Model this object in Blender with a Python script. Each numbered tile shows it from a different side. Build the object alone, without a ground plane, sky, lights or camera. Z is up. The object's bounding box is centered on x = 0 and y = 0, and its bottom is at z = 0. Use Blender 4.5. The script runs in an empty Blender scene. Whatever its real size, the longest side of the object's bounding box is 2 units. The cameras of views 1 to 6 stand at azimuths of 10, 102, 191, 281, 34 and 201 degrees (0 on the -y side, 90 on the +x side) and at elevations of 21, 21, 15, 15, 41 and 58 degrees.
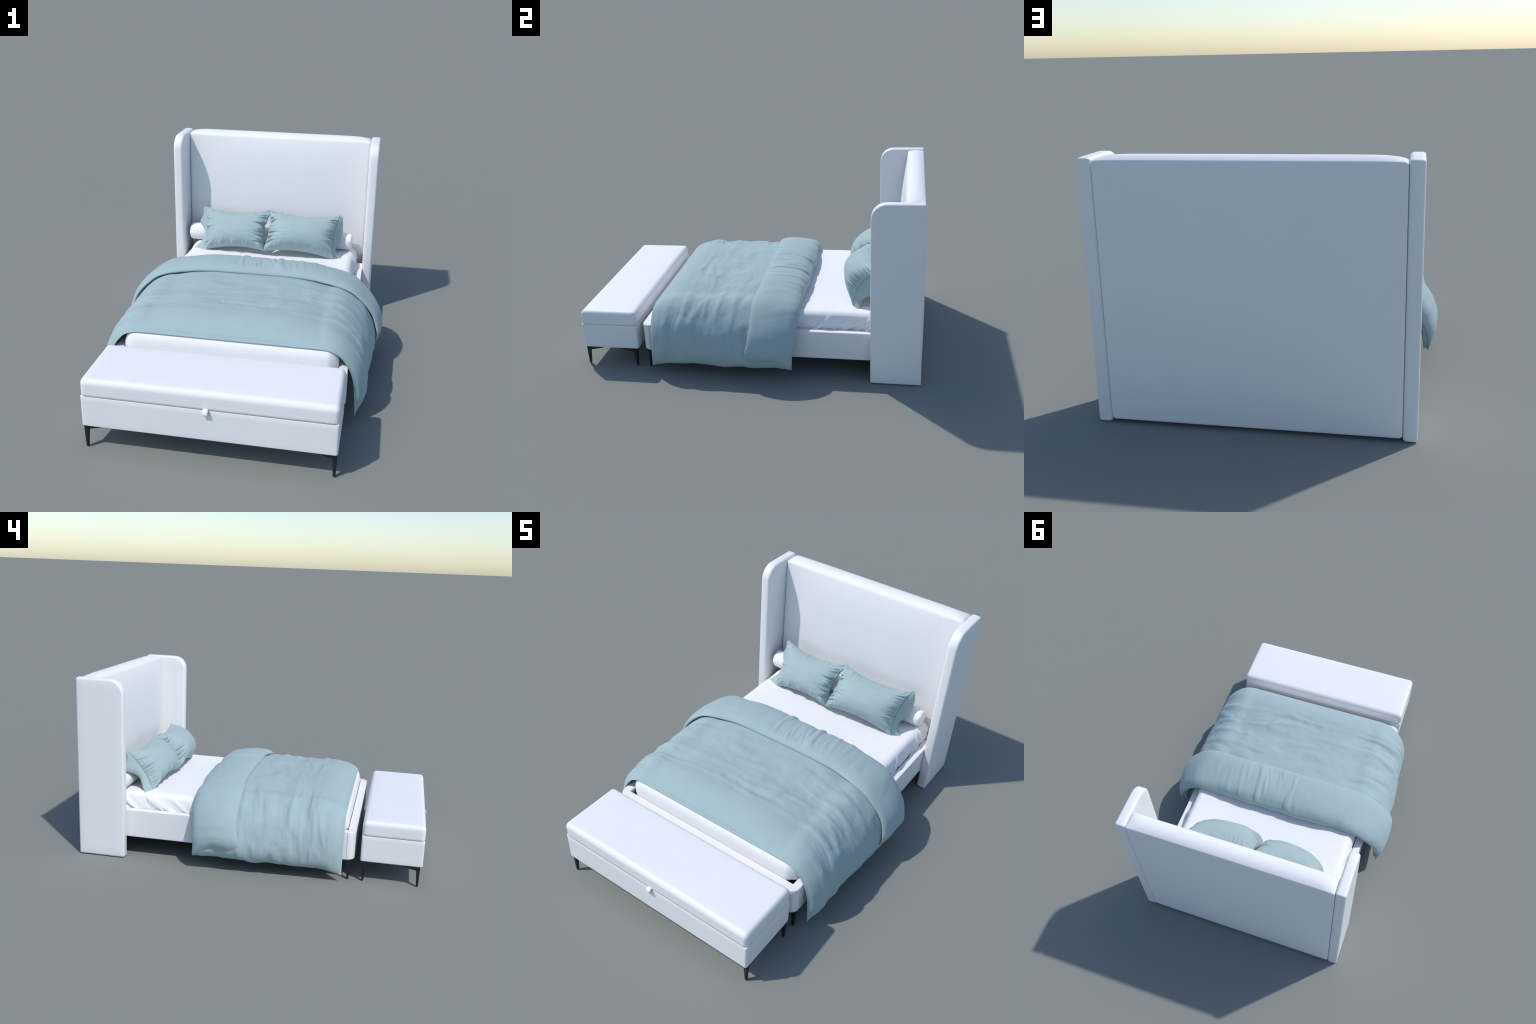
"""Upholstered wing bed with mattress, folded duvet, two pillows, a bolster and a storage bench."""
import bpy, bmesh, math
import numpy as np
from mathutils import Vector

# ------------------------------------------------------------------ helpers
def link(ob, parent=None):
    bpy.context.scene.collection.objects.link(ob)
    if parent is not None:
        ob.parent = parent
    return ob

def empty(name, parent=None, loc=(0, 0, 0)):
    ob = bpy.data.objects.new(name, None)
    ob.empty_display_size = 0.1
    ob.location = loc
    return link(ob, parent)

def mesh_object(name, verts, faces, mat, parent=None, merge=1e-5, smooth=True):
    me = bpy.data.meshes.new(name)
    me.from_pydata([tuple(map(float, v)) for v in verts], [], [tuple(map(int, f)) for f in faces])
    bm = bmesh.new(); bm.from_mesh(me)
    if merge:
        bmesh.ops.remove_doubles(bm, verts=bm.verts, dist=merge)
    bmesh.ops.recalc_face_normals(bm, faces=bm.faces)
    for f in bm.faces:
        f.smooth = smooth
    bm.to_mesh(me); bm.free()
    me.materials.append(mat)
    return link(bpy.data.objects.new(name, me), parent)

def grid_faces(nr, nc, base=0, wrap_c=False, wrap_r=False):
    f = []
    for i in range(nr if wrap_r else nr - 1):
        i2 = (i + 1) % nr
        for j in range(nc if wrap_c else nc - 1):
            j2 = (j + 1) % nc
            f.append((base + i * nc + j, base + i * nc + j2, base + i2 * nc + j2, base + i2 * nc + j))
    return f

def smoothstep(a, b, x):
    t = np.clip((np.asarray(x, float) - a) / (b - a), 0, 1)
    return t * t * (3 - 2 * t)

def perlin(x, y, seed):
    """Gradient noise, about -1..1, seeded and vectorised."""
    x = np.asarray(x, float); y = np.asarray(y, float)
    rng = np.random.RandomState(seed)
    perm = rng.permutation(256); ang = rng.rand(256) * 2 * np.pi
    xi = np.floor(x).astype(int); yi = np.floor(y).astype(int)
    xf, yf = x - xi, y - yi
    def g(ix, iy, dx, dy):
        a = ang[perm[(perm[ix % 256] + iy) % 256]]
        return np.cos(a) * dx + np.sin(a) * dy
    u = xf ** 3 * (xf * (xf * 6 - 15) + 10); v = yf ** 3 * (yf * (yf * 6 - 15) + 10)
    a = g(xi, yi, xf, yf); b = g(xi + 1, yi, xf - 1, yf)
    c = g(xi, yi + 1, xf, yf - 1); d = g(xi + 1, yi + 1, xf - 1, yf - 1)
    return 1.5 * ((a + u * (b - a)) * (1 - v) + (c + u * (d - c)) * v)

def fold_noise(x, y, seed):
    """Creases: soft rounded crests between narrower valleys."""
    n = perlin(x, y, seed) * 0.75 + perlin(x * 1.7 + 9.1, y * 1.9 + 3.3, seed + 1) * 0.4
    return 0.75 * n - 0.9 * np.exp(-(n / 0.16) ** 2) * 0.35

def soft_folds(x, y, seed):
    """Broad swells with a few shallow creases."""
    n = perlin(x, y, seed) * 0.8 + perlin(x * 1.8 + 5.1, y * 1.6 + 1.3, seed + 1) * 0.3
    return 0.9 * n - 0.22 * np.exp(-(n / 0.22) ** 2)

def spline(pts, n, closed=False):
    """Centripetal-ish Catmull-Rom through control points, resampled by arc length."""
    P = np.array(pts, float)
    if closed:
        Q = np.vstack([P[-1], P, P[0], P[1]]); segs = len(P)
    else:
        Q = np.vstack([2 * P[0] - P[1], P, 2 * P[-1] - P[-2]]); segs = len(P) - 1
    out = []
    for i in range(segs):
        p0, p1, p2, p3 = Q[i:i + 4]
        d = max(np.linalg.norm(p2 - p1), 1e-9)
        m1 = (p2 - p0) / max(np.linalg.norm(p2 - p0), 1e-9) * d
        m2 = (p3 - p1) / max(np.linalg.norm(p3 - p1), 1e-9) * d
        for t in np.linspace(0, 1, 40, endpoint=False):
            h = t * t
            out.append((2*h*t - 3*h + 1) * p1 + (h*t - 2*h + t) * m1 + (-2*h*t + 3*h) * p2 + (h*t - h) * m2)
    out.append(P[0] if closed else P[-1])
    out = np.array(out)
    L = np.concatenate([[0], np.cumsum(np.linalg.norm(np.diff(out, axis=0), axis=1))])
    t = np.linspace(0, L[-1], n + 1)[:-1] if closed else np.linspace(0, L[-1], n)
    return np.stack([np.interp(t, L, out[:, k]) for k in range(out.shape[1])], 1)

# ------------------------------------------------------------------ materials
def new_material(name, colour, rough, mottling=0.0, mottle_scale=6.0, grain=0.0, grain_scale=900.0,
                 bump=0.0, bump_scale=400.0, sheen=0.0, weave=False, metallic=0.0, spec=0.3):
    m = bpy.data.materials.new(name); m.use_nodes = True
    nt = m.node_tree; N = nt.nodes; L = nt.links
    b = N["Principled BSDF"]
    b.inputs["Roughness"].default_value = rough
    b.inputs["Metallic"].default_value = metallic
    b.inputs["Specular IOR Level"].default_value = spec
    if sheen:
        b.inputs["Sheen Weight"].default_value = sheen
        b.inputs["Sheen Roughness"].default_value = 0.5
    tc = N.new("ShaderNodeTexCoord")
    def noise(scale, detail=3.0):
        n = N.new("ShaderNodeTexNoise"); n.inputs["Scale"].default_value = scale
        n.inputs["Detail"].default_value = detail
        L.new(tc.outputs["Object"], n.inputs["Vector"]); return n
    big = noise(mottle_scale); fine = noise(grain_scale, 2.0)
    def ramp(src, amt):
        r = N.new("ShaderNodeMapRange")
        r.inputs["From Min"].default_value = 0.3; r.inputs["From Max"].default_value = 0.7
        r.inputs["To Min"].default_value = 1 - amt; r.inputs["To Max"].default_value = 1 + amt
        L.new(src, r.inputs["Value"]); return r.outputs["Result"]
    mul = N.new("ShaderNodeMath"); mul.operation = "MULTIPLY"
    L.new(ramp(big.outputs["Fac"], mottling), mul.inputs[0]); L.new(ramp(fine.outputs["Fac"], grain), mul.inputs[1])
    mix = N.new("ShaderNodeVectorMath"); mix.operation = "SCALE"
    mix.inputs[0].default_value = colour
    L.new(mul.outputs[0], mix.inputs["Scale"]); L.new(mix.outputs[0], b.inputs["Base Color"])
    if bump:
        bn = N.new("ShaderNodeBump"); bn.inputs["Strength"].default_value = bump
        bn.inputs["Distance"].default_value = 0.002
        if weave:
            mp = N.new("ShaderNodeMapping"); mp.inputs["Scale"].default_value = (1.0, 0.35, 1.0)
            L.new(tc.outputs["Object"], mp.inputs["Vector"])
            w = noise(bump_scale, 2.0); L.new(mp.outputs[0], w.inputs["Vector"])
            h = w.outputs["Fac"]
        else:
            h = noise(bump_scale, 3.0).outputs["Fac"]
        L.new(h, bn.inputs["Height"]); L.new(bn.outputs[0], b.inputs["Normal"])
    return m

LEATHER = new_material("white_upholstery", (0.80, 0.805, 0.813), 0.5, mottling=0.008, grain=0.006, bump=0.03, bump_scale=500)
SHEET = new_material("white_sheet", (0.83, 0.83, 0.845), 0.85, mottling=0.006, grain=0.01, bump=0.12, bump_scale=120, spec=0.15)
TEAL = new_material("grey_teal_linen", (0.345, 0.443, 0.462), 0.85, mottling=0.02, mottle_scale=14, grain=0.04,
                    grain_scale=260, bump=0.10, bump_scale=300, weave=True, sheen=0.12, spec=0.15)
TEAL_SMOOTH = new_material("grey_teal_cotton", (0.345, 0.446, 0.458), 0.8, mottling=0.012, mottle_scale=14, grain=0.02,
                           grain_scale=300, bump=0.05, bump_scale=300, weave=True, sheen=0.1, spec=0.15)
BLACK = new_material("black_metal", (0.014, 0.015, 0.017), 0.4, grain=0.05, spec=0.4)
DARK = new_material("dark_deck_cloth", (0.05, 0.05, 0.055), 0.9, grain=0.1)

# ------------------------------------------------------------------ rounded boxes
def axis_ticks(lo, hi, r_lo, r_hi, inner, k=5):
    a = [lo + r_lo - r_lo * math.tan(math.radians(45 * i / k)) for i in range(k, -1, -1)]
    b = [hi - r_hi + r_hi * math.tan(math.radians(45 * i / k)) for i in range(k + 1)]
    mid = np.linspace(lo + r_lo, hi - r_hi, inner + 2)[1:-1]
    return np.array(a + list(mid) + b)

def cushion_box(name, lo, hi, radii, mat, parent=None, inner=(4, 4, 4), deform=None):
    """Box with every edge rounded; radii = ((x-,x+),(y-,y+),(z-,z+)); deform moves the finished points."""
    lo = np.array(lo, float); hi = np.array(hi, float); R = np.array(radii, float)
    T = [axis_ticks(lo[i], hi[i], R[i, 0], R[i, 1], inner[i]) for i in range(3)]
    verts, faces = [], []
    for ax in range(3):
        u, v = [i for i in range(3) if i != ax]
        for side in (0, 1):
            A, B = np.meshgrid(T[u], T[v], indexing="ij")
            P = np.zeros(A.shape + (3,))
            P[..., u] = A; P[..., v] = B; P[..., ax] = (lo, hi)[side][ax]
            faces += grid_faces(A.shape[0], A.shape[1], len(verts))
            verts += list(P.reshape(-1, 3))
    V = np.array(verts)
    C = np.clip(V, lo + R[:, 0], hi - R[:, 1])
    D = V - C
    r = np.where(D < 0, R[:, 0], R[:, 1])
    U = D / r
    n = np.linalg.norm(U, axis=1, keepdims=True); n[n == 0] = 1
    P = C + r * U / n
    if deform is not None:
        P = deform(P)
    return mesh_object(name, P, faces, mat, parent)

def rounded_outline(y0, y1, z0, z1, radii, inset, seg):
    """Closed yz outline; radii for corners (y0z0, y1z0, y1z1, y0z1); seg segments on each corner."""
    pts = []
    corners = [(y0, z0, 180), (y1, z0, 270), (y1, z1, 0), (y0, z1, 90)]
    for (cy, cz, a0), r, n in zip(corners, radii, seg):
        sy = 1 if cy == y0 else -1; sz = 1 if cz == z0 else -1
        rr = max(r - inset, 0.0015)
        oy = cy + sy * (max(r, inset + 0.0015)); oz = cz + sz * (max(r, inset + 0.0015))
        for i in range(n + 1):
            a = math.radians(a0 + 90 * i / n)
            pts.append((oy + rr * math.cos(a), oz + rr * math.sin(a)))
    return pts

# ------------------------------------------------------------------ bed
bed = empty("wing_bed")
bed["label"] = "white upholstered bed with tall winged headboard and low rails"
bed["category"] = "bed"

def panel_puff(P):
    """Padded front and a slightly padded back, flat at the borders; top dips at its ends."""
    x, y, z = P[:, 0], P[:, 1], P[:, 2]
    ex = 1 - np.abs(x / 0.561) ** 2.6
    ez_top = 1 - np.exp(-np.clip(1.0275 - z, 0, None) / 0.16)
    ez_bot = 1 - np.exp(-np.clip(z - 0.014, 0, None) / 0.08)
    puff = np.clip(ex, 0, 1) ** 0.7 * ez_top * ez_bot
    front = smoothstep(0.935, 0.893, y)
    back = smoothstep(0.95, 0.982, y)
    P[:, 1] = y - 0.049 * puff * front + 0.0145 * puff ** 1.3 * back
    top = smoothstep(1.0, 1.0275, z)
    rise = np.clip(1 - np.abs((y - 0.935) / 0.050) ** 2.2, 0, 1) * (1 - np.exp(-np.clip(0.561 - np.abs(x), 0, None) / 0.035))
    P[:, 2] = z + top * 0.018 * rise
    return P

headboard = cushion_box("headboard", (-0.5610, 0.884, 0.013), (0.5610, 0.9855, 1.0275),
                        ((0.016, 0.016), (0.010, 0.005), (0.012, 0.012)), LEATHER, bed, (60, 8, 44), panel_puff)
headboard.location.x = -0.003   # sits a touch off centre

def wing(side):
    """Slab with a rounded upper front corner: soft rounding on the inner rim, crisp on the outer."""
    y0, y1, z0, z1 = 0.709, 0.985, 0.0, 1.0375
    xo, xi = 0.6175, 0.5613
    rings = []
    ro, ri = 0.012, 0.016
    rings.append((xo, 0.055))
    for k in range(5):
        a = math.radians(90 * k / 4); rings.append((xo - ro + ro * math.cos(a), ro - ro * math.sin(a)))
    for k in range(7):
        a = math.radians(90 * k / 6); rings.append((xi + ri - ri * math.sin(a), ri - ri * math.cos(a)))
    rings.append((xi, 0.06))
    verts = []
    for x, d in rings:
        for y, z in rounded_outline(y0 + d, y1 - d, z0 + d, z1 - d,
                                    [max(q - d, 0.0015) for q in (0.012, 0.010, 0.009, 0.082)], 0.0, (4, 4, 4, 6)):
            verts.append((side * x, y, z))
    nc = len(verts) // len(rings)
    faces = grid_faces(len(rings), nc, 0, wrap_c=True)
    faces.append(tuple(range(nc))); faces.append(tuple(range((len(rings) - 1) * nc, len(rings) * nc)))
    return mesh_object("wing", verts, faces, LEATHER, headboard)
wing(1); wing(-1)

RAIL_Z0, RAIL_Z1 = 0.113, 0.278
for s in (1, -1):
    x = sorted((s * 0.519, s * 0.5605))
    cushion_box("side_rail", (x[0], -0.5665, RAIL_Z0), (x[1], 0.80, RAIL_Z1),
                ((0.005, 0.005), (0.002, 0.004), (0.006, 0.005)), LEATHER, bed, (1, 20, 6))

def foot_rail():
    """Low rail across the foot whose ends turn the corner with a rounded plan."""
    r, xo, yo, yi = 0.043, 0.5605, -0.611, -0.5668
    plan = [(-xo, yi)]
    for i in range(9):
        a = math.radians(180 + 90 * i / 8); plan.append((-xo + r + r * math.cos(a), yo + r + r * math.sin(a)))
    for i in range(9):
        a = math.radians(270 + 90 * i / 8); plan.append((xo - r + r * math.cos(a), yo + r + r * math.sin(a)))
    plan.append((xo, yi))
    plan = np.array(plan)
    c = np.array([0, (yo + yi) / 2])
    e = 0.006
    def inset(d):
        q = plan.copy()
        q[:, 0] -= np.sign(q[:, 0]) * d * np.clip(np.abs(q[:, 0]) - 0.4, 0, 0.1) / 0.1
        q[:, 1] += np.where(q[:, 1] < -0.58, d, -d * 0.2)
        return q
    levels = [(RAIL_Z0, e), (RAIL_Z0 + e * 0.3, e * 0.3), (RAIL_Z0 + e, 0)] + \
             [(z, 0) for z in np.linspace(RAIL_Z0 + 0.03, RAIL_Z1 - 0.03, 4)] + \
             [(RAIL_Z1 - e - 0.002, 0), (RAIL_Z1 - 0.002 - e * 0.3, e * 0.3), (RAIL_Z1 - 0.002, e)]
    verts = [(x, y, z) for z, d in levels for x, y in inset(d)]
    nc = len(plan)
    faces = grid_faces(len(levels), nc, 0, wrap_c=True)
    faces.append(tuple(range(nc))); faces.append(tuple(range((len(levels) - 1) * nc, len(levels) * nc)))
    ob = mesh_object("foot_rail", verts, faces, LEATHER, bed)
    m = ob.modifiers.new("normals", "WEIGHTED_NORMAL"); m.keep_sharp = True
    return ob
foot_rail()

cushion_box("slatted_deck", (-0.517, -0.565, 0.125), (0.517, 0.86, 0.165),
            ((0.004, 0.004),) * 3, DARK, bed, (1, 1, 1))

def leg_mesh():
    """Tapered post with two wedge-shaped bracket arms; outer corner at the origin, arms run to -x and +y."""
    bm = bmesh.new()
    def loft(a, b):
        va = [bm.verts.new(p) for p in a]; vb = [bm.verts.new(p) for p in b]
        n = len(a)
        for i in range(n):
            bm.faces.new((va[i], va[(i + 1) % n], vb[(i + 1) % n], vb[i]))
        bm.faces.new(va[::-1]); bm.faces.new(vb)
    h, t, f = 0.1145, 0.0215, 0.0115
    def sq(x0, y0, w, z):
        return [(x0 - w, y0, z), (x0, y0, z), (x0, y0 + w, z), (x0 - w, y0 + w, z)]
    loft(sq(-0.001, 0.001, f, 0.0), sq(0.002, -0.002, t, h))
    th, d0, d1, L = 0.012, 0.024, 0.005, 0.105
    loft([(-0.012, 0.0, h), (-0.012, th, h), (-0.012, th, h - d0), (-0.012, 0.0, h - d0)],
         [(-L, 0.002, h), (-L, th, h), (-L, th, h - d1), (-L, 0.002, h - d1)])
    loft([(0.0, 0.012, h), (-th, 0.012, h), (-th, 0.012, h - d0), (0.0, 0.012, h - d0)],
         [(-0.002, L, h), (-th, L, h), (-th, L, h - d1), (-0.002, L, h - d1)])
    bmesh.ops.recalc_face_normals(bm, faces=bm.faces)
    bmesh.ops.bevel(bm, geom=list(bm.edges), offset=0.0018, segments=2, affect="EDGES", clamp_overlap=True)
    me = bpy.data.meshes.new("leg"); bm.to_mesh(me); bm.free()
    me.materials.append(BLACK)
    for p in me.polygons: p.use_smooth = False
    return me
LEG = leg_mesh()

def add_legs(name, spots, parent):
    for x, y in spots:
        ob = bpy.data.objects.new(name, LEG)
        sx = 1 if x > 0 else -1
        # arms point to the middle of the thing: mirror in x for the left side, flip in y for the back row
        ob.location = (x, y[0], 0); ob.scale = (sx, y[1], 1)
        link(ob, parent)
add_legs("bed_leg", [(0.5525, (-0.588, 1)), (-0.5525, (-0.588, 1))], bed)

# ------------------------------------------------------------------ mattress
def mattress_shape(P):
    x, y, z = P[:, 0].copy(), P[:, 1].copy(), P[:, 2].copy()
    sgn = np.sign(x)
    side = smoothstep(0.475, 0.512, np.abs(x))
    low = smoothstep(0.358, 0.325, z)
    # slanting gathers on the long sides: their tops lean to the head, strongest near it
    m = side * low * smoothstep(0.0, 0.55, y)
    slant = y - 1.15 * (z - 0.30)
    g = fold_noise(slant * 25 + sgn * 3.7, z * 4 + sgn * 7, 21)
    P[:, 0] = x + sgn * m * (np.where(x > 0, 0.025, 0.016) * g - 0.002)
    P[:, 2] = z + side * smoothstep(0.30, 0.262, z) * 0.006 * perlin(y * 14, sgn * 3.3, 5)
    # pulled-in corners at the foot, tucked under below
    foot = smoothstep(-0.50, -0.56, y) * smoothstep(0.46, 0.515, np.abs(x))
    P[:, 0] -= sgn * 0.005 * foot
    P[:, 1] += 0.008 * foot
    P[:, 2] += foot * 0.012 * smoothstep(0.33, 0.26, z) - 0.012 * foot * smoothstep(0.345, 0.365, z)
    P[:, 2] += smoothstep(0.35, 0.366, z) * 0.0010 * perlin(x * 24, y * 24, 8)
    return P
mattress = cushion_box("mattress", (-0.518, -0.5635, 0.250), (0.518, 0.862, 0.3675),
                       ((0.056, 0.056), (0.034, 0.03), (0.016, 0.074)), SHEET, None, (44, 150, 12), mattress_shape)
mattress["label"] = "white mattress in a fitted sheet with gathered sides"
mattress["category"] = "mattress"

# ------------------------------------------------------------------ duvet
NS = 420
# half of the line the duvet rests on, from the middle of the bed down to the hem: (x, z)
REST = [(0, .367), (.2, .367), (.4, .367), (.462, .364), (.507, .349), (.542, .316), (.569, .274), (.587, .222), (.596, .150), (.603, .040)]
half = spline(REST, NS // 2 + 1)
half = np.vstack([half[:, 0], half[:, 1]]).T
ARC = np.linalg.norm(np.diff(half, axis=0), axis=1).sum()
tang = np.gradient(half, axis=0); tang /= np.linalg.norm(tang, axis=1, keepdims=True)
norm = np.stack([-tang[:, 1], tang[:, 0]], 1) * np.array([1, 1])
for _ in range(140):   # soften the bend so the offset surface stays full
    norm[1:-1] = (norm[:-2] + norm[1:-1] * 2 + norm[2:]) / 4
norm /= np.linalg.norm(norm, axis=1, keepdims=True)

def drape(sigma, y, h, hem_z):
    """sigma in -1..1 across the bed (0 middle, +-1 hem), y along it, h height off the rest line."""
    s = np.abs(sigma); sg = np.where(sigma < 0, -1.0, 1.0)
    k = s * (len(half) - 1)
    bx = np.interp(k, np.arange(len(half)), half[:, 0]); bz = np.interp(k, np.arange(len(half)), half[:, 1])
    nx = np.interp(k, np.arange(len(half)), norm[:, 0]); nz = np.interp(k, np.arange(len(half)), norm[:, 1])
    sidew = smoothstep(0.55, 0.95, s)
    widen = 0.038 * smoothstep(-0.56, 0.30, y)
    x = bx + nx * h + widen * sidew
    # hem rises or falls: stretch the hanging part
    hang = smoothstep(0.62, 1.0, s)
    z = bz + nz * h + (hem_z - 0.040) * hang
    return sg * x, y, z

def hem_body(y, sg):
    return 0.066 + 0.014 * smoothstep(-0.1, 0.1, y) - 0.032 * np.exp(-np.clip(y + 0.548, 0, None) / 0.045) \
        + 0.008 * perlin(y * 9, sg * 5.5, 3) + 0.004 * perlin(y * 24, sg * 5.5, 4)

ACROSS = [0, .24, .36, .48, .54, .62, .75, .85, 1.0]
def thickness_across(s, table, edge):
    """Height off the rest line across the bed: domed on top, thinner where it hangs, pinched to a seam at the hem."""
    k = spline(list(zip(ACROSS, table)), 200)
    t = np.interp(s, k[:, 0], k[:, 1])
    return t * np.clip(1 - ((np.clip(s, edge, 1) - edge) / (1 - edge)) ** 2.2, 0, 1) ** 0.62

# body: a long envelope, outer face puffed, inner face on the rest line
NB = 300
Y0, Y1 = -0.549, 0.27
sig = np.linspace(-1, 1, NS + 1)
yy = Y0 + (Y1 - Y0) * np.linspace(0, 1, NB) ** 1.25
S, Y = np.meshgrid(sig, yy, indexing="ij")
A = np.abs(S)
def body_height(S, Y):
    A = np.abs(S)
    u = np.clip((Y - Y0) / 0.175, 0, 1)
    end = (1 - (1 - u) ** 1.9) ** 0.80
    side_end = smoothstep(0.5, 0.75, A)
    u2 = np.clip((Y - Y0) / 0.10, 0, 1)
    end = end * (1 - side_end) + side_end * (1 - (1 - u2) ** 2.0) ** 0.75
    h = thickness_across(A, [.083, .081, .073, .057, .057, .048, .045, .049, .056, .054], 0.85) * end
    arc = S * ARC
    # long shallow creases across the bed, turning into vertical pleats down the sides
    warp = 0.5 * perlin(arc * 2.3, Y * 3.0, 31)
    c1 = soft_folds(arc * 1.9 + 0.6 * warp, Y * 9.5 + 1.4 * warp + 0.9 * arc, 41)
    c2 = soft_folds(arc * 3.0 + 4, Y * 17 + 1.6 * warp - 1.2 * arc, 51)
    c3 = perlin(arc * 5.5, Y * 7.5, 61)
    c4 = soft_folds(arc * 6.5 + Y * 5 + warp, Y * 10 - arc * 5.0 + 1.2 * warp, 63)
    patch = 0.55 + 0.75 * smoothstep(-0.3, 0.5, perlin(arc * 3.1 + 2, Y * 3.7, 65))
    c5 = soft_folds(arc * 12 - Y * 5, Y * 19 + arc * 4, 67)
    amp_top = smoothstep(Y0 + 0.08, Y0 + 0.26, Y) * (1 - 0.6 * smoothstep(-0.08, 0.08, Y)) * (1 - smoothstep(0.55, 0.75, A))
    amp_side = smoothstep(0.42, 0.66, A) * (1 - 0.5 * smoothstep(0.88, 1.0, A)) * smoothstep(Y0 + 0.03, Y0 + 0.12, Y)
    h = h + amp_top * patch * (0.0092 * c1 + 0.0055 * c2 + 0.0035 * c3 + 0.0062 * c4 + 0.0022 * c5) + amp_side * (0.006 * c1 + 0.0072 * c2 * patch + 0.004 * c3 + 0.0045 * c4 + 0.0024 * c5)
    # tufted hem
    h = h + 0.008 * smoothstep(0.84, 0.93, A) * smoothstep(1.0, 0.95, A) * perlin(Y * 15, np.sign(S) * 2.5 + arc * 2, 71)
    return h * smoothstep(0, 0.02, Y - Y0 + 0.004)
HEM = hem_body(Y, np.sign(S))
outer = np.stack(drape(S, Y, body_height(S, Y) + 0.003, HEM), -1)
thin = 0.0 * S
inner = np.stack(drape(S, Y, thin, HEM), -1)
verts = np.vstack([outer.reshape(-1, 3), inner.reshape(-1, 3)])
n1 = (NS + 1) * NB
faces = grid_faces(NS + 1, NB) + grid_faces(NS + 1, NB, n1)
for i in range(NS):      # close the two ends
    for j in (0, NB - 1):
        faces.append((i * NB + j, (i + 1) * NB + j, n1 + (i + 1) * NB + j, n1 + i * NB + j))
for j in range(NB - 1):  # close the hems
    for i in (0, NS):
        faces.append((i * NB + j, i * NB + j + 1, n1 + i * NB + j + 1, n1 + i * NB + j))
duvet = mesh_object("duvet", verts, faces, TEAL, None)
duvet["label"] = "puffy grey-teal linen duvet with its head end folded back"
duvet["category"] = "duvet"

# fold: closed loop section (y, h) swept across the bed
LOOP = [(.300, 0.0), (.320, .016), (.329, .040), (.322, .066), (.297, .093), (.255, .111), (.205, .122), (.155, .126),
        (.110, .123), (.078, .114), (.060, .098), (.058, .086), (.074, .076), (.12, .066), (.20, .04)]
NP = 170
loop = spline(LOOP, NP, closed=True)
S, K = np.meshgrid(sig, np.arange(NP), indexing="ij")
A = np.abs(S)
ly, lh = loop[K, 0], loop[K, 1]
frac = (ly - 0.058) / (0.329 - 0.058)           # 0 lip .. 1 head
lip_y = 0.062 - 0.018 * smoothstep(0.35, 0.6, A) - 0.030 * smoothstep(0.7, 1.0, A)
head_y = 0.327 - 0.012 * smoothstep(0.2, 0.5, A) - 0.030 * smoothstep(0.55, 1.0, A) + 0.006 * perlin(S * 9, S * 0 + 0.5, 17)
fy = lip_y + frac * (head_y - lip_y)
taper = thickness_across(A, [1.0, .985, .92, .78, .69, .63, .61, .58, .54], 0.82)
arc = S * ARC
onto = smoothstep(0.08, 0.12, lh)
cre = fold_noise(arc * 15.5 + 1.2 * (fy - 0.2) + 0.4, fy * 2.6 + arc * 0.8, 81)
mask = np.exp(-((arc - 0.05) / 0.22) ** 2) + 0.22 * smoothstep(0.3, 0.5, A)
outer_w = smoothstep(0.05, 0.085, lh) * smoothstep(0.07, 0.13, fy)
fh = lh * taper + outer_w * mask * 0.014 * cre * np.clip(taper, 0, 1)
fh = fh + outer_w * 0.004 * perlin(arc * 5, fy * 6, 91) * taper
fy = fy + 0.012 * mask * cre * smoothstep(0.24, 0.3, fy) * outer_w
fh = np.maximum(fh, 0.0) + 0.002 + 0.015 * smoothstep(0.80, 1.0, A)
hemz = 0.116 - 0.026 * smoothstep(0.15, 0.29, fy) - 0.014 * np.exp(-np.clip(0.292 - fy, 0, None) / 0.030) + 0.005 * perlin(fy * 20, np.sign(S) * 3.1, 19) + 0.008 * np.exp(-((fy - 0.17) / 0.05) ** 2)
P = np.stack(drape(S * 1.0, fy, fh, hemz), -1)
verts = P.reshape(-1, 3)
faces = grid_faces(NS + 1, NP, 0, wrap_c=True)
faces.append(tuple(range(NP))); faces.append(tuple(range(NS * NP, (NS + 1) * NP)))
mesh_object("duvet_fold", verts, faces, TEAL, duvet)

# ------------------------------------------------------------------ bolster
def bolster_mesh():
    prof = [(-0.541, 0.0), (-0.541, 0.018), (-0.539, 0.036), (-0.531, 0.0475), (-0.518, 0.052), (-0.45, 0.053),
            (-0.2, 0.0535), (0.0, 0.0535), (0.2, 0.0535), (0.40, 0.053), (0.464, 0.052), (0.478, 0.0475), (0.486, 0.036),
            (0.488, 0.018), (0.488, 0.0)]
    p = spline(prof, 150); n = 48
    verts = []
    for x, r in p:
        r = max(r, 0.0002)
        for k in range(n):
            a = 2 * math.pi * k / n
            end = 1 if abs(x + 0.026) > 0.49 else 0
            d = 0.0015 * math.sin(a * 7 + x * 3) * end * min(1, r / 0.03)
            verts.append((x, (r + d) * math.cos(a), (r + d) * math.sin(a)))
    faces = grid_faces(len(p), n, 0, wrap_c=True)
    faces.append(tuple(range(n))); faces.append(tuple(range((len(p) - 1) * n, len(p) * n)))
    ob = mesh_object("bolster", verts, faces, SHEET)
    ob.location = (0, 0.786, 0.4195)
    return ob
bolster = bolster_mesh()
bolster["label"] = "long white round bolster cushion with soft ends"
bolster["category"] = "bolster"

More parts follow.
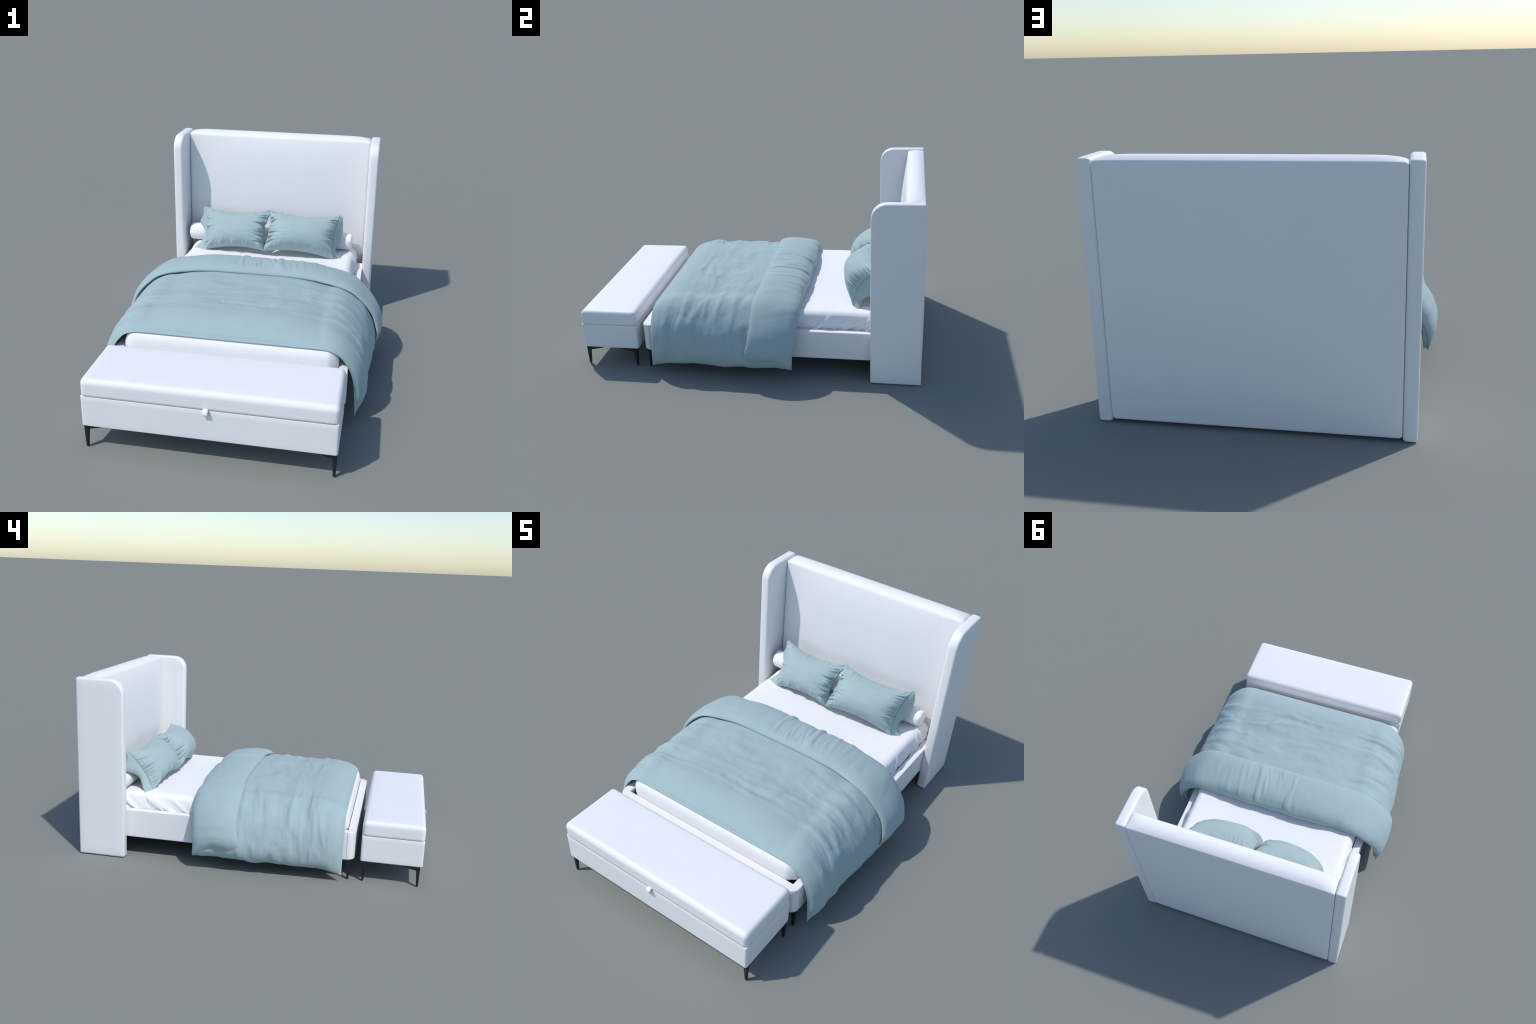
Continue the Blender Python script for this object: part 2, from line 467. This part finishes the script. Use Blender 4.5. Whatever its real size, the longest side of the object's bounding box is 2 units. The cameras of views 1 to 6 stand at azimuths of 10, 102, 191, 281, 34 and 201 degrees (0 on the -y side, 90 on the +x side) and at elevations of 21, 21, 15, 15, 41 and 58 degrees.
# ------------------------------------------------------------------ pillows
def pillow(side, shift, seed, bow_out, flick, plump, tuck):
    """Sleeve pillow leaning on the bolster: puffed body and a loose flange beyond the outer seam."""
    it, ib = np.array((-0.022 + 0.15 * tuck, .735, .600)), np.array((-0.036 + tuck, .569, .400))      # inner top, inner bottom
    ot, ob_ = np.array((.405, .754, .587)), np.array((.388, .603, .362))         # outer top, outer bottom
    n = 150
    u = np.sin(np.linspace(-1, 1, n) * math.pi / 2) * 0.5 + np.linspace(-1, 1, n) * 0.5
    U, V = np.meshgrid(u, u, indexing="ij")
    def centre(U, V):
        a = (U + 1) / 2; b = (V + 1) / 2
        a, b = a[..., None], b[..., None]
        p = (ib * (1 - a) + ob_ * a) * (1 - b) + (it * (1 - a) + ot * a) * b
        return p
    across = (ot + ob_ - it - ib) / 2; up = (it + ot - ib - ob_) / 2
    fwd = np.cross(across, up); fwd /= np.linalg.norm(fwd)
    if fwd[1] > 0: fwd = -fwd
    wv = across / np.linalg.norm(across); uv = up / np.linalg.norm(up)
    # outline drawn in between the four corners
    def shell(U, V):
        p = centre(U, V)
        ripple = np.where(U < 0, 0.0075, 0.003) * perlin(V * 7 + 3, U * 2, seed + 11) * (1 - V ** 2)
        p = p - (wv * ((0.019 + 0.001 * U) * U * (1 - V ** 2) ** 1.1 + ripple)[..., None])
        p = p - (uv * (0.023 * V * (1 - U ** 2) ** 1.1)[..., None])
        ear = (np.abs(U) * np.abs(V)) ** 4
        p = p + (wv * (0.004 * np.sign(U) * ear)[..., None]) + (uv * (np.where(V > 0, 0.010, 0.003) * np.sign(V) * ear)[..., None])
        rim = np.where(U > 0, bow_out, 0.022) * (1 - V ** 2) * U ** 2
        bow = rim + 0.012 * (1 - U ** 2) - 0.016 * (1 - U ** 2) * np.clip(V, 0, 1) ** 2
        return p + fwd * bow[..., None]
    eu = 1 - np.abs(U) ** 2.4; ev = 1 - np.abs(V) ** 2.4
    body = np.clip(eu, 0, 1) ** 0.52 * np.clip(ev, 0, 1) ** 0.50
    def gathers(sd):
        """Short gathers running in from the seams, uneven in length and spacing."""
        du, dv = 1 - np.abs(U), 1 - np.abs(V)
        jit = 0.8 * perlin(U * 2.0, V * 2.0, sd + 20)
        lv = 0.20 + 0.14 * perlin(U * 4, np.sign(V) * 2.2, sd + 21)
        lu = 0.19 + 0.12 * perlin(V * 4, np.sign(U) * 2.2, sd + 22)
        gv = fold_noise(U * 9 + 1.6 * jit, V * 0.7 + np.sign(V) * 4, sd) * np.exp(-(dv / np.maximum(lv, 0.05)) ** 2)
        gu = fold_noise(V * 7.5 + 1.4 * jit, U * 0.7 + np.sign(U) * 4, sd + 7) * np.exp(-(du / np.maximum(lu, 0.05)) ** 2)
        edge = smoothstep(0, 0.035, np.minimum(du, dv))
        return (gv * (0.6 + 0.8 * (V < 0)) + gu * np.where(U < 0, 2.15, 1.5)) * edge * np.clip(body * 3.2, 0, 1) + 0.10 * perlin(U * 3, V * 2.5, sd + 30) * body
    front = shell(U, V) + fwd * (plump * body * (1 - 0.16 * V) + 0.0185 * gathers(seed))[..., None]
    back = shell(U, V) - fwd * (0.056 * body + 0.007 * gathers(seed + 3))[..., None]
    verts = np.vstack([front.reshape(-1, 3), back.reshape(-1, 3)])
    verts[:, 0] = side * (verts[:, 0] + shift)
    faces = grid_faces(n, n) + grid_faces(n, n, n * n)
    ob = mesh_object("pillow", verts, faces, TEAL_SMOOTH, None, merge=2e-4)
    ob["label"] = "plump grey-teal pillow with gathered seams and open flange"
    ob["category"] = "pillow"
    # flange
    m, k = 70, 16
    vv = np.linspace(1, -1, m); tt = np.linspace(0, 1, k)
    seam = shell(np.ones((1, m)), vv[None])[0]
    b = (1 - vv) / 2
    # free edge: hangs from the top corner, is drawn in behind the body, and flicks out at the bottom
    edge = spline([(.409, .760, .570), (.420, .764, .532), (.431, .764, .497), (.429, .757, .486), (.408, .728, .462),
                   (.396, .690, .430), (.396, .662, .402), (.412 + flick * .6, .646, .377), (.428 + flick, .634, .365)], m)
    strip = []
    for i in range(m):
        for t in tt:
            p = seam[i] * (1 - t) + edge[i] * t
            arch = math.sin(math.pi * t * 0.85) * 0.010
            rip = 0.013 * t * math.sin(b[i] * 12 + side + seed) * math.sin(b[i] * math.pi) ** 0.5
            strip.append(p + np.array((arch + rip * 0.8, -0.3 * arch + rip * 0.6, 0.0)))
    strip = np.array(strip)
    strip[:, 0] = side * (strip[:, 0] + shift)
    fl = mesh_object("flange", strip, grid_faces(m, k), TEAL_SMOOTH, ob, merge=0)
    so = fl.modifiers.new("cloth", "SOLIDIFY"); so.thickness = 0.0035; so.offset = 0
    return ob
pillow(1, 0.0, 101, 0.040, 0.0, 0.111, 0.0)
pillow(-1, 0.027, 131, 0.006, 0.020, 0.090, 0.036)

# ------------------------------------------------------------------ storage bench
bench = empty("storage_bench", loc=(0, 0, 0))
bench["label"] = "long white upholstered storage bench on thin black legs"
bench["category"] = "bench"
SEAM = 0.2655
cushion_box("chest", (-0.5585, -0.9835, 0.1135), (0.5585, -0.6445, SEAM - 0.0006),
            ((0.011, 0.011), (0.011, 0.011), (0.007, 0.0022)), LEATHER, bench, (24, 8, 5))
def lid_puff(P):
    x, y, z = P[:, 0], P[:, 1], P[:, 2]
    top = smoothstep(0.31, 0.345, z)
    P[:, 2] = z + top * 0.0035 * np.clip(1 - (x / 0.56) ** 4, 0, 1) * np.clip(1 - ((y + 0.814) / 0.17) ** 4, 0, 1)
    return P
cushion_box("lid", (-0.5587, -0.9837, SEAM), (0.5587, -0.6443, 0.3475),
            ((0.022, 0.022), (0.025, 0.025), (0.0012, 0.027)), LEATHER, bench, (28, 12, 4), lid_puff)

def pull_tab():
    """Folded strap looping out from under the lid."""
    path = spline([(-0.979, .2685), (-0.986, .2705), (-0.993, .267), (-0.9985, .257), (-0.9985, .248), (-0.994, .2455),
                   (-0.9915, .252), (-0.985, .2635), (-0.979, .2655)], 34)
    verts = [(x, y, z) for y, z in path for x in (-0.0115, -0.004, 0.004, 0.0115)]
    ob = mesh_object("pull_tab", verts, grid_faces(len(path), 4), LEATHER, bench, merge=0)
    so = ob.modifiers.new("strap", "SOLIDIFY"); so.thickness = 0.0022; so.offset = 0
pull_tab()
add_legs("bench_leg", [(0.5535, (-0.9695, 1)), (-0.5535, (-0.9695, 1)), (0.5535, (-0.6575, -1)), (-0.5535, (-0.6575, -1))], bench)
